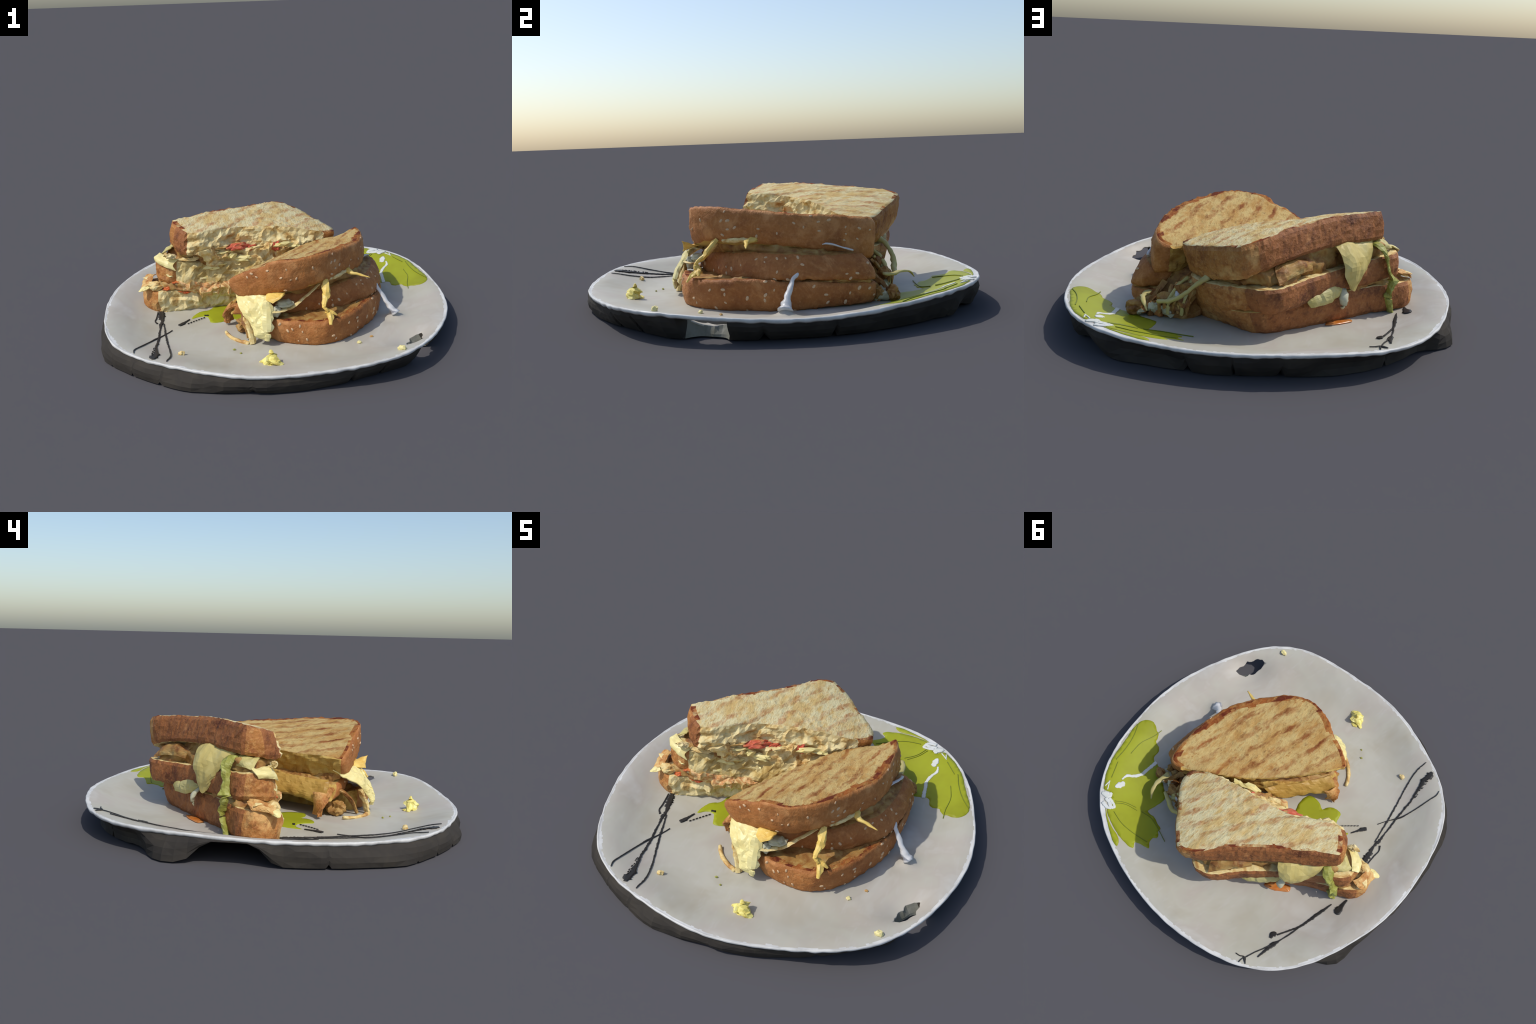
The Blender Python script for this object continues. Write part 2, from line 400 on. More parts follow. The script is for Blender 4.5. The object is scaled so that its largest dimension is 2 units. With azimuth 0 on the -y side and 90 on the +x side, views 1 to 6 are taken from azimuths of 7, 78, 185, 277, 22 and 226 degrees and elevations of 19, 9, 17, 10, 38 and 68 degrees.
def painted_stroke(name, pts, mat, dry=.0, parent=None):
    P, _ = catmull([(x, y, w) for x, y, w in pts], .006)
    h = STROKE_H[0]; STROKE_H[0] += .00007
    V, F = [], []
    n = len(P)
    for i, p in enumerate(P):
        q = P[min(n - 1, i + 1)] - P[max(0, i - 1)]
        l = math.hypot(q[0], q[1]) + 1e-9
        nx, ny = -q[1] / l, q[0] / l
        w = max(.0012, p[2] * .5)
        for k in range(5):
            s = -1 + k * .5
            j = (1 + dry * noise.noise(Vector((p[0] * 90, p[1] * 90, s * 3)))) if abs(s) == 1 else 1
            V.append(on_plate(p[0] + nx * w * s * j, p[1] + ny * w * s * j, h))
    for i in range(n - 1):
        for k in range(4):
            a = i * 5 + k
            F.append((a, a + 5, a + 6, a + 1))
    ob = make_mesh(name, V, [tuple(reversed(f)) for f in F], [mat], None, True, parent)
    s = ob.modifiers.new('glaze', 'SOLIDIFY'); s.thickness = .004; s.offset = 0
    return ob

PAINT = empty('painted_motif', TOP)
LEAF = [(.917, .289), (.898, .26), (.869, .247), (.839, .253), (.816, .266), (.801, .266), (.775, .297), (.765, .313), (.728, .322), (.709, .337), (.692, .39), (.674, .401),
        (.657, .397), (.638, .401), (.601, .402), (.569, .41), (.524, .452), (.48, .476), (.44, .504), (.436, .585), (.439, .634), (.379, .629), (.328, .641), (.3, .645),
        (.296, .669), (.28, .677), (.267, .701), (.279, .712), (.263, .756), (.239, .774), (.271, .789), (.318, .819), (.296, .845), (.312, .856), (.351, .86), (.398, .864),
        (.451, .857), (.527, .841), (.572, .824), (.605, .779), (.648, .737), (.699, .754), (.729, .725), (.756, .701), (.787, .661), (.818, .611), (.846, .548), (.866, .491), (.892, .422), (.915, .364)]
SLIVER = [(.592, .819), (.525, .849), (.47, .863), (.404, .872), (.373, .889), (.36, .911), (.385, .913), (.444, .895), (.51, .867), (.563, .84)]
SMALL = [(-.137, -.188), (-.174, -.199), (-.211, -.197), (-.252, -.182), (-.258, -.205), (-.27, -.226), (-.299, -.244), (-.343, -.249), (-.363, -.204), (-.38, -.17), (-.42, -.165),
         (-.467, -.197), (-.458, -.136), (-.435, -.094), (-.39, -.068), (-.36, 0), (-.25, 0), (-.15, -.05)]
painted_patch('painted_leaf', LEAF, M_lime, .0014, parent=PAINT)
painted_patch('painted_leaf', SLIVER, M_lime, .0014, ragged=.001, parent=PAINT)
painted_patch('painted_leaf', SMALL, M_lime, .0014, parent=PAINT)
WHITE = [[(.685, .633, .0116), (.687, .595, .0209), (.665, .565, .0244), (.649, .523, .0268), (.654, .456, .0269), (.659, .395, .0305)],
         [(.669, .695, .012), (.665, .684, .036), (.662, .664, .052), (.662, .645, .044), (.662, .632, .02)],
         [(.708, .737, .0081), (.715, .697, .0092)], [(.68, .74, .0081), (.704, .712, .0081), (.72, .694, .0069)],
         [(.684, .78, .02), (.664, .766, .05), (.648, .757, .055), (.645, .733, .02)], [(.644, .781, .0286), (.607, .781, .0286), (.573, .79, .0285), (.563, .771, .018)],
         [(.635, .808, .0343), (.599, .81, .0285), (.569, .8, .0171)], [(.631, .764, .0229), (.596, .766, .0229), (.565, .773, .0171)]]
VEINS = [[(.916, .329, .0059), (.872, .395, .0059), (.834, .48, .0059), (.806, .581, .007)], [(.801, .24, .0071), (.799, .296, .0059), (.808, .389, .0059), (.787, .486, .007)],
         [(.787, .582, .0058), (.728, .674, .0058)], [(.596, .75, .004), (.556, .708, .004), (.495, .675, .004)], [(.586, .758, .004), (.547, .715, .004), (.476, .683, .004)],
         [(.544, .795, .0046), (.455, .803, .0051), (.364, .786, .0057), (.278, .758, .0056)], [(.456, .665, .0057), (.392, .646, .0057), (.296, .659, .0057), (.219, .676, .0068)]]
for w in WHITE: painted_stroke('white_brush_stroke', [(x, y, t * .7) for x, y, t in w], M_paint, .5, PAINT)
for w in VEINS: painted_stroke('leaf_vein', [(x, y, t * .55) for x, y, t in w], M_vein, .5, PAINT)
INK = [[(-.669, -.108, .0241), (-.644, -.209, .0316), (-.629, -.254, .0157), (-.627, -.312, .0155), (-.62, -.34, .0085), (-.608, -.418, .0084), (-.594, -.488, .009), (-.584, -.556, .0112), (-.578, -.608, .0092), (-.561, -.673, .0109), (-.546, -.731, .0179), (-.538, -.778, .0302), (-.537, -.825, .0317), (-.533, -.845, .0176)],
       [(-.687, -.119, .0056), (-.675, -.208, .0055), (-.666, -.269, .0063), (-.65, -.286, .0102)],
       [(-.615, -.279, .0047), (-.593, -.351, .0062), (-.572, -.422, .0076), (-.545, -.508, .0082), (-.516, -.59, .0066), (-.482, -.691, .0065), (-.46, -.785, .0056), (-.461, -.865, .0042)],
       [(-.544, -.372, .0038), (-.562, -.416, .0038), (-.584, -.461, .0053), (-.606, -.503, .009), (-.623, -.566, .0048), (-.636, -.633, .0048), (-.647, -.702, .0047), (-.655, -.762, .0054), (-.648, -.787, .0029)],
       [(-.477, -.211, .0054), (-.495, -.253, .0124), (-.509, -.284, .0247), (-.521, -.301, .0193)], [(-.378, -.15, .0117), (-.402, -.154, .0117)],
       [(-.762, .095, .0095), (-.766, .13, .0171), (-.771, .16, .0322), (-.772, .182, .0454), (-.762, .196, .024)],
       [(-.721, .178, .0038), (-.716, .23, .0129), (-.709, .289, .0159), (-.705, .34, .0136), (-.696, .407, .0098), (-.674, .466, .0075), (-.646, .535, .0075)],
       [(-.639, .534, .0112), (-.63, .546, .034), (-.627, .558, .03), (-.633, .578, .014)],
       [(-.696, .413, .0068), (-.691, .482, .0067), (-.68, .551, .0075), (-.675, .585, .0223), (-.671, .624, .0185), (-.671, .658, .013), (-.67, .704, .0059)],
       [(-.666, .601, .0045), (-.657, .641, .0052), (-.641, .693, .0052), (-.627, .757, .0052)],
       [(-.574, .782, .0044), (-.599, .775, .0052), (-.617, .762, .0066), (-.63, .766, .0133), (-.654, .782, .0037)], [(-.621, .766, .0044), (-.62, .784, .0044), (-.622, .803, .0044)]]
for i, w in enumerate(INK): painted_stroke('ink_brush_stroke', w, M_ink, 1.1 if i in (0, 2) else .5, PAINT)
for i in range(7):                                     # broken line beside the small leaf
    a = i / 7; x, y = -.393 - .087 * a, -.182 - .10 * a
    painted_stroke('ink_brush_stroke', [(x, y, .003), (x - .004, y - .006, .006), (x - .008, y - .011, .003)], M_ink, .3, PAINT)
for i in range(16):                                    # dry-brush specks along the thick stroke
    a = rnd.random(); x = -.57 + .03 * a - .012 * rnd.random(); y = -.64 - .16 * a
    painted_stroke('ink_brush_stroke', [(x, y, .002), (x - .001, y - .004, .004), (x - .002, y - .009, .002)], M_ink, .3, PAINT)

# ------------------------------------------------------------------ bread slices
CRUST, CUT, GOLD = 0, 1, 2
def slab(name, ribs, mats, parent, bulge=.006, round_=.008, cut_amp=.012, crust_amp=.004, top_amp=.004, edge_w=.05, step=.014, seed=1, flat_cut=True, dome=0.0, rows=12, facet_crust=False):
    """A slice: ribs run round the outline, each = top edge xyz, bottom edge xyz, CRUST or CUT (side that follows).
    mats = face, face edge, crust, cut side, underside"""
    pts, tags = catmull([r[0] + r[1] for r in ribs], step, True, [r[2] for r in ribs])
    n = len(pts)
    T = np.array([p[:3] for p in pts]); B = np.array([p[3:6] for p in pts])
    mid = (T + B) / 2
    tan = np.roll(mid, -1, 0) - np.roll(mid, 1, 0)
    nor = np.stack([tan[:, 1], -tan[:, 0]], -1); nor /= np.linalg.norm(nor, axis=1)[:, None] + 1e-9
    area = np.sum(mid[:, 0] * np.roll(mid[:, 1], -1) - np.roll(mid[:, 0], -1) * mid[:, 1])
    if area < 0: nor = -nor
    V, F, FM = [], [], []
    def off(p, i, d): return np.array([p[0] + nor[i, 0] * d, p[1] + nor[i, 1] * d, p[2]])
    for k in range(rows + 1):                                   # side wall
        s = k / rows
        for i in range(n):
            p = T[i] * (1 - s) + B[i] * s
            is_cut = tags[i] == CUT
            e = min(s, 1 - s) * np.linalg.norm(T[i] - B[i])
            rr = round_ * (.5 if is_cut else 1)
            d = (bulge * (0.25 if is_cut else 1)) * math.sin(math.pi * s) - rr * max(0, 1 - e / (2 * rr)) ** 2
            q = off(p, i, d)
            V.append(q)
    for k in range(rows):
        for i in range(n):
            j = (i + 1) % n
            a, b, c, d = k * n + i, k * n + j, (k + 1) * n + j, (k + 1) * n + i
            F.append((a, d, c, b)); FM.append(3 if tags[i] == CUT else (5 if tags[i] == GOLD else 2))
    def cap(E, base, sign, m_in, m_edge):
        c = E.mean(0)
        A = np.c_[np.ones(n), E[:, :2] - c[:2]]; A = np.c_[A, A[:, 1]**2, A[:, 1] * A[:, 2], A[:, 2]**2]
        co, *_ = np.linalg.lstsq(A, E[:, 2], rcond=None)
        ext = np.linalg.norm(E[:, :2] - c[:2], axis=1).mean()
        rings = max(6, int(ext / step))
        prev = [base + i for i in range(n)]
        start = len(V)
        for r in range(1, rings):
            s = 1 - r / rings
            cur = []
            for i in range(n):
                e = V[base + i]
                x, y = c[0] + (e[0] - c[0]) * s, c[1] + (e[1] - c[1]) * s
                dx, dy = x - c[0], y - c[1]
                zf = co @ np.array([1, dx, dy, dx*dx, dx*dy, dy*dy]) + dome * (1 - s * s)
                w = s ** 3
                ze = e[2] + (co[0] - E[:, 2].mean()) * 0
                V.append(np.array([x, y, zf * (1 - w) + (zf + (e[2] - (co @ np.array([1, *(e[:2] - c[:2]), (e[0]-c[0])**2, (e[0]-c[0])*(e[1]-c[1]), (e[1]-c[1])**2])))) * w]) + np.array([0, 0, sign * round_ * .35 * (1 - s ** 8)]))
                cur.append(len(V) - 1)
            for i in range(n):
                j = (i + 1) % n
                f = (prev[i], prev[j], cur[j], cur[i])
                F.append(f if sign > 0 else tuple(reversed(f)))
                v = V[cur[i]]
                dist = (1 - s) * np.linalg.norm(V[base + i][:2] - c[:2])
                lim = edge_w * (1 + 1.3 * noise.noise(Vector((v[0] * 12, v[1] * 12, seed)))) * (0.15 if tags[i] == CUT else 1)
                FM.append(m_edge if dist < lim else m_in)
            prev = cur
        V.append(np.array([c[0], c[1], co[0] + dome + sign * round_ * .35])); m = len(V) - 1
        for i in range(n):
            j = (i + 1) % n
            F.append((prev[i], prev[j], m) if sign > 0 else (prev[j], prev[i], m)); FM.append(m_in)
    cap(T, 0, 1, 0, 1)
    cap(B, rows * n, -1, 4, 4)
    if area < 0: F = [tuple(reversed(f)) for f in F]
    V = np.array(V)
    # relief: push every vertex along its normal
    vn = np.zeros_like(V)
    for f in F:
        a, b, c = V[f[0]], V[f[1]], V[f[2]]
        nn = np.cross(b - a, c - a)
        for q in f: vn[q] += nn
    vn /= np.linalg.norm(vn, axis=1)[:, None] + 1e-12
    amp = np.full(len(V), top_amp)
    for k in range(rows + 1):
        for i in range(n):
            amp[k * n + i] = cut_amp if (tags[i] == CUT and 0 < k < rows) else crust_amp * (1.4 if k in (0, rows) else 1)
    out = []
    for v, q, a in zip(V, vn, amp):
        if a > .008:
            jit = Vector((noise.noise(Vector(v) * 40), noise.noise(Vector(v) * 40 + Vector((9, 3, 1))), noise.noise(Vector(v) * 40 + Vector((2, 8, 5)))))
            o = np.array(v) + q * a * (1.0 * fbm(v, 13, 2, seed) + 1.0 * noise.noise(Vector(v) * 31 + Vector((seed, 0, 0))) + 1.1 * noise.noise(Vector((v[0] * 10, v[1] * 10, v[2] * 34 + seed)))) + np.array(jit) * a * .55
        else:
            o = np.array(v) + q * a * (fbm(v, 7, 3, seed) + .9 * fbm(v, 34, 2, seed + 3))
            if a < .0057 and facet_crust: o = o + np.array(noise.noise_vector(Vector(v) * 47)) * .0035
        out.append(o)
    ob = make_mesh(name, out, F, mats, FM, True, parent)
    if flat_cut:
        flats = (2, 3, 5) if facet_crust else (3,)
        for p in ob.data.polygons:
            if p.material_index in flats: p.use_smooth = False
        tri = bmesh.new(); tri.from_mesh(ob.data)
        bmesh.ops.triangulate(tri, faces=[f for f in tri.faces if f.material_index in flats], quad_method='ALTERNATE')
        tri.to_mesh(ob.data); tri.free()
    return ob

BACK = empty('sandwich_half', TOP)
FRONT = empty('sandwich_half', TOP)

# ---- the back half: three slices with their cut side to the front
BT = [((-.611, .065, .562), (-.630, .07, .425), GOLD), ((-.575, .005, .545), (-.585, -.02, .408), CRUST), ((-.498, -.05, .523), (-.497, -.088, .398), CUT),
      ((-.385, -.005, .520), (-.385, -.03, .402), CUT), ((-.26, .092, .510), (-.26, .068, .405), CUT), ((-.155, .135, .506), (-.15, .122, .395), CUT),
      ((-.055, .165, .502), (-.05, .15, .385), CUT), ((.133, .218, .470), (.133, .20, .345), CUT), ((.285, .275, .435), (.27, .28, .30), GOLD),
      ((.35, .345, .415), (.30, .37, .272), GOLD), ((.335, .405, .418), (.24, .45, .275), GOLD), ((.21, .535, .455), (.13, .56, .305), GOLD),
      ((.085, .645, .492), (.04, .63, .335), GOLD), ((.01, .688, .508), (-.02, .672, .36), GOLD), ((-.055, .655, .522), (-.075, .64, .378), CRUST),
      ((-.175, .50, .548), (-.205, .52, .412), CRUST), ((-.385, .28, .568), (-.41, .31, .437), CRUST), ((-.55, .125, .568), (-.575, .15, .430), CRUST)]
slab('bread_slice', BT, [M_toastB, M_toastBe, M_crustB, M_crumb, M_toastB, M_crustG], BACK, cut_amp=.015, seed=1, edge_w=.022, dome=.003, step=.017, rows=8, facet_crust=True)
BM = [((-.712, .05, .352), (-.715, .06, .232), GOLD), ((-.70, -.005, .360), (-.705, -.02, .232), GOLD), ((-.64, -.045, .350), (-.655, -.072, .222), GOLD),
      ((-.567, -.058, .344), (-.58, -.085, .21), CUT), ((-.40, -.008, .325), (-.41, -.035, .20), CUT), ((-.26, .045, .315), (-.26, .0, .195), CUT),
      ((-.05, .095, .30), (-.05, .035, .175), CUT), ((.133, .19, .29), (.14, .15, .16), CUT), ((.275, .295, .265), (.25, .29, .14), GOLD),
      ((.30, .385, .265), (.26, .385, .13), GOLD), ((.17, .55, .28), (.14, .54, .155), GOLD), ((0, .625, .295), (-.03, .60, .18), CRUST),
      ((-.08, .668, .305), (-.10, .645, .185), CRUST), ((-.145, .65, .308), (-.155, .64, .192), CRUST), ((-.285, .485, .315), (-.295, .475, .20), CRUST),
      ((-.45, .305, .325), (-.46, .30, .21), CRUST), ((-.62, .155, .345), (-.63, .155, .225), CRUST)]
slab('bread_slice', BM, [M_fill, M_fill, M_crustB, M_crumbM, M_fill, M_crustG], BACK, cut_amp=.015, seed=2, edge_w=.02, step=.018, rows=7, facet_crust=True)
BB = [((-.775, .045, .20), (-.785, .06, .062), GOLD), ((-.792, .0, .20), (-.80, .01, .062), GOLD), ((-.755, -.07, .19), (-.765, -.07, .052), GOLD),
      ((-.68, -.108, .178), (-.675, -.112, .040), CUT), ((-.60, -.09, .172), (-.60, -.088, .038), CUT), ((-.50, -.062, .168), (-.48, -.050, .035), CUT), ((-.345, -.028, .165), (-.345, .0, .03), CUT),
      ((-.20, .01, .155), (-.2, .05, .03), CUT), ((0, .07, .15), (0, .10, .03), CUT), ((.18, .21, .13), (.20, .225, .035), GOLD),
      ((.29, .335, .15), (.255, .345, .04), GOLD), ((.16, .515, .16), (.075, .475, .045), GOLD), ((-.02, .575, .158), (-.06, .56, .05), CRUST),
      ((-.116, .585, .172), (-.13, .55, .055), CRUST), ((-.20, .52, .18), (-.21, .49, .055), CRUST), ((-.37, .375, .19), (-.375, .365, .055), CRUST),
      ((-.55, .215, .198), (-.575, .195, .055), CRUST), ((-.69, .125, .20), (-.70, .12, .06), CRUST)]
slab('bread_slice', BB, [M_fill, M_fill, M_crustB, M_crumb, M_crumb, M_crustG], BACK, cut_amp=.016, seed=3, edge_w=.02, step=.018, rows=7, facet_crust=True)

def inset(ribs, top_of, bottom_of, d_crust, d_cut):
    """filling outline squeezed between the lower edge of one slice and the upper edge of the next"""
    out = []
    cx = sum(r[0][0] for r in ribs) / len(ribs); cy = sum(r[0][1] for r in ribs) / len(ribs)
    return out

def filling(name, upper, lower, mats, parent, d_crust=.03, d_cut=-.004, seed=5, amp=.02):
    """mass between two slices: upper rim from the upper slice's underside, lower rim from the lower slice's top"""
    def ring(ribs, i):
        p, t = catmull([r[0] + r[1] for r in ribs], .01, True, [r[2] for r in ribs])
        A = np.array(p)[:, 3 * i:3 * i + 3]
        return A, t
    U, tu = ring(upper, 1); D, td = ring(lower, 0)
    c = (U.mean(0) + D.mean(0)) / 2
    ribs = []
    for k in range(40):
        th = 2 * math.pi * k / 40; d = np.array([math.cos(th), math.sin(th)])
        def hit(E):
            q = E[:, :2] - c[:2]; a = np.arctan2(q[:, 1], q[:, 0])
            i = np.argmin(np.abs((a - th + math.pi) % (2 * math.pi) - math.pi)); return i
        iu, idn = hit(U), hit(D)
        cut = tu[iu] == CUT
        dd = d_cut if cut else d_crust
        u = U[iu].copy(); l = D[idn].copy()
        u[:2] -= d * dd; l[:2] -= d * dd
        u[2] += .012; l[2] -= .012
        ribs.append((tuple(u), tuple(l), CUT if cut else GOLD))
    return slab(name, ribs, mats, parent, cut_amp=amp, crust_amp=amp, bulge=.01, seed=seed, rows=8, step=.018)
filling('chicken_filling', BT, BM, [M_fill, M_fill, M_fill, M_fill, M_fill, M_fillD], BACK, seed=5, d_crust=.058)
filling('chicken_filling', BM, BB, [M_fillO, M_fillO, M_fillO, M_fillO, M_fillO, M_fillD], BACK, seed=6, d_crust=.05)

# ---- the front half: rounded crust to the front, cut side to the back
FT = [((-.214, -.372, .360), (-.178, -.372, .275), CRUST), ((-.16, -.405, .395), (-.132, -.402, .268), CRUST), ((-.042, -.43, .445), (-.04, -.43, .282), CRUST), ((.05, -.462, .495), (.05, -.445, .312), CRUST),
      ((.162, -.470, .510), (.15, -.45, .33), CRUST), ((.285, -.398, .519), (.285, -.395, .350), CRUST), ((.372, -.29, .508), (.378, -.29, .348), CRUST), ((.437, -.178, .496), (.443, -.175, .342), CRUST),
      ((.484, -.092, .487), (.49, -.085, .335), CRUST), ((.508, .084, .47), (.515, .09, .305), CRUST), ((.502, .215, .456), (.518, .225, .272), CRUST), ((.488, .318, .442), (.515, .305, .252), CRUST),
      ((.462, .372, .425), (.478, .358, .25), CRUST), ((.405, .358, .393), (.42, .345, .25), CUT), ((.286, .269, .393), (.32, .235, .25), CUT), ((.176, .185, .388), (.215, .15, .25), CUT), ((.037, .031, .366), (.085, .0, .24), CUT),
      ((-.106, -.182, .358), (-.06, -.205, .24), CUT), ((-.19, -.325, .364), (-.13, -.325, .262), CUT)]
slab('bread_slice', FT, [M_toastF, M_toastFe, M_crustF, M_crumbF, M_crumbF], FRONT, crust_amp=.0056, cut_amp=.009, seed=11, edge_w=.03, bulge=.010, round_=.007, dome=-.018)
FM = [((-.165, -.355, .222), (-.20, -.33, .13), CRUST), ((-.06, -.39, .26), (-.05, -.39, .165), CRUST), ((.10, -.395, .28), (.11, -.395, .172), CRUST), ((.216, -.352, .288), (.23, -.365, .172), CRUST), ((.335, -.31, .298), (.36, -.33, .175), CRUST),
      ((.438, -.222, .302), (.48, -.25, .18), CRUST), ((.522, -.13, .298), (.575, -.14, .185), CRUST), ((.555, -.025, .295), (.606, -.03, .188), CRUST), ((.572, .08, .288), (.622, .08, .18), CRUST),
      ((.572, .20, .290), (.625, .21, .165), CRUST), ((.558, .265, .285), (.628, .305, .165), CRUST), ((.51, .31, .26), (.585, .335, .16), CRUST), ((.38, .26, .26), (.40, .26, .16), CUT), ((.22, .16, .26), (.22, .16, .16), CUT), ((.05, .0, .25), (.02, .02, .15), CUT), ((-.09, -.17, .235), (-.12, -.15, .14), CUT)]
slab('bread_slice', FM, [M_fillD, M_fillD, M_crustF, M_crumbF, M_crumbF], FRONT, crust_amp=.0056, cut_amp=.009, seed=12, bulge=.012, edge_w=.02)
FB = [((.0, -.462, .165), (.03, -.46, .045), CRUST), ((.03, -.492, .178), (.06, -.488, .045), CRUST), ((.12, -.515, .176), (.14, -.512, .042), CRUST), ((.23, -.517, .176), (.225, -.528, .04), CRUST), ((.342, -.496, .180), (.336, -.502, .04), CRUST), ((.446, -.412, .186), (.452, -.396, .04), CRUST),
      ((.523, -.293, .196), (.52, -.275, .04), CRUST), ((.578, -.17, .188), (.565, -.18, .042), CRUST), ((.612, -.05, .180), (.598, -.06, .045), CRUST), ((.625, .10, .168), (.606, .09, .05), CRUST), ((.622, .22, .16), (.61, .20, .052), CRUST), ((.61, .31, .155), (.60, .29, .055), CRUST), ((.55, .34, .15), (.55, .33, .05), CRUST),
      ((.40, .24, .145), (.40, .24, .045), CUT), ((.24, .07, .14), (.24, .07, .04), CUT), ((.13, -.11, .14), (.13, -.11, .04), CUT), ((.02, -.29, .14), (.03, -.29, .04), CUT), ((-.03, -.40, .145), (-.01, -.40, .04), CUT)]
slab('bread_slice', FB, [M_fillD, M_toastFe, M_crustF, M_crumbF, M_crumbF], FRONT, crust_amp=.0056, cut_amp=.009, seed=13, bulge=.010, edge_w=.03)
filling('browned_filling', FT, FM, [M_fillD] * 6, FRONT, d_crust=.035, d_cut=.01, seed=15, amp=.014)
filling('browned_filling', FM, FB, [M_fillD] * 6, FRONT, d_crust=.035, d_cut=.01, seed=16, amp=.014)

# ------------------------------------------------------------------ loose pieces
def sheet(name, rows, mat, parent, th=.012, amp=.006, sub=6, seed=1, flat=True):
    """draped sheet through rows of control points (all rows equally long), with its own thickness"""
    R = []
    for r in rows:
        p = [np.array(q, float) for q in r]
        R.append(p)
    def interp(P, m):
        out = []
        n = len(P)
        for i in range(n - 1):
            a = P[i - 1] if i else 2 * P[0] - P[1]; b, c = P[i], P[i + 1]
            d = P[i + 2] if i + 2 < n else 2 * P[-1] - P[-2]
            for j in range(m):
                t = j / m
                out.append(.5 * ((2 * b) + (c - a) * t + (2*a - 5*b + 4*c - d) * t*t + (3*b - a - 3*c + d) * t**3))
        out.append(P[-1]); return out
    R = [interp(r, sub) for r in R]
    G = list(zip(*[interp(list(c), sub) for c in zip(*R)]))
    nu, nv = len(G), len(G[0])
    A = np.array(G)
    du = np.gradient(A, axis=0); dv = np.gradient(A, axis=1)
    N = np.cross(du, dv); N /= np.linalg.norm(N, axis=2)[..., None] + 1e-9
    V, F = [], []
    for side in (1, -1):
        for i in range(nu):
            for j in range(nv):
                e = min(i, nu - 1 - i, j, nv - 1 - j)
                h = th * .5 * (1 if e > 1 else (.75 if e == 1 else .3))
                p = A[i, j]
                o = p + N[i, j] * (side * h + amp * fbm(p, 16, 3, seed)) + np.array(noise.noise_vector(Vector(p) * 30)) * amp * .5
                V.append(o)
    m = nu * nv
    for i in range(nu - 1):
        for j in range(nv - 1):
            a, b, c, d = i * nv + j, i * nv + j + 1, (i + 1) * nv + j + 1, (i + 1) * nv + j
            F += [(a, d, c), (a, c, b)] if (i + j) % 2 else [(a, d, b), (b, d, c)]
            F.append((m + a, m + b, m + c, m + d))
    for i in range(nu - 1):
        for j in (0, nv - 1):
            a, b = i * nv + j, (i + 1) * nv + j
            F.append((a, b, m + b, m + a) if j else (b, a, m + a, m + b))
    for j in range(nv - 1):
        for i in (0, nu - 1):
            a, b = i * nv + j, i * nv + j + 1
            F.append((b, a, m + a, m + b) if i else (a, b, m + b, m + a))
    ob = make_mesh(name, V, F, [mat], None, not flat, parent)
    bm = bmesh.new(); bm.from_mesh(ob.data); bmesh.ops.recalc_face_normals(bm, faces=bm.faces); bm.to_mesh(ob.data); bm.free()
    return ob

def strand(name, pts, mat, parent, flatten=.6, amp=.003, seg=8, seed=1, flat=False, step=.012, rag=.55):
    """tapering strip of roundish section: points x, y, z, half width"""
    P, _ = catmull(pts, step)
    V, F = [], []
    n = len(P); up = Vector((0, 0, 1))
    for i, p in enumerate(P):
        d = Vector((P[min(n - 1, i + 1)] - P[max(0, i - 1)])[:3]).normalized()
        s = d.cross(up)
        s = s.normalized() if s.length > .2 else d.cross(Vector((.3, .9, .1))).normalized()
        u = s.cross(d)
        for k in range(seg):
            a = 2 * math.pi * k / seg
            w = max(.0012, p[3]) * (1 + rag * noise.noise(Vector(p[:3]) * 38 + Vector((k * 1.9, seed, 0))))
            q = Vector(p[:3]) + s * math.cos(a) * w + u * math.sin(a) * w * flatten
            V.append(q)
    for i in range(n - 1):
        for k in range(seg):
            a, b = i * seg + k, i * seg + (k + 1) % seg
            F.append((a, b, b + seg, a + seg))
    F.append(tuple(reversed(range(seg)))); F.append(tuple(range((n - 1) * seg, n * seg)))
    ob = make_mesh(name, V, F, [mat], None, not flat, parent)
    bm = bmesh.new(); bm.from_mesh(ob.data); bmesh.ops.recalc_face_normals(bm, faces=bm.faces); bm.to_mesh(ob.data); bm.free()
    return ob

def lump(name, c, size, mat, parent, seed=1, rough=.35, sub=3, rot=0.0, flat=True):
    bm = bmesh.new(); bmesh.ops.create_icosphere(bm, subdivisions=sub, radius=1)
    cr, sr = math.cos(rot), math.sin(rot)
    for v in bm.verts:
        k = 1 + rough * noise.noise(v.co * 1.6 + Vector((seed * 3.7, seed, 0))) + rough * .5 * noise.noise(v.co * 4 + Vector((seed, 0, seed)))
        x, y, z = v.co.x * size[0] * k, v.co.y * size[1] * k, v.co.z * size[2] * k
        v.co = Vector((c[0] + x * cr - y * sr, c[1] + x * sr + y * cr, c[2] + z))
    me = bpy.data.meshes.new(name); bm.to_mesh(me); bm.free()
    me.materials.append(mat)
    me.polygons.foreach_set('use_smooth', [not flat] * len(me.polygons))
    ob = bpy.data.objects.new(name, me); bpy.context.scene.collection.objects.link(ob); ob.parent = parent
    return ob

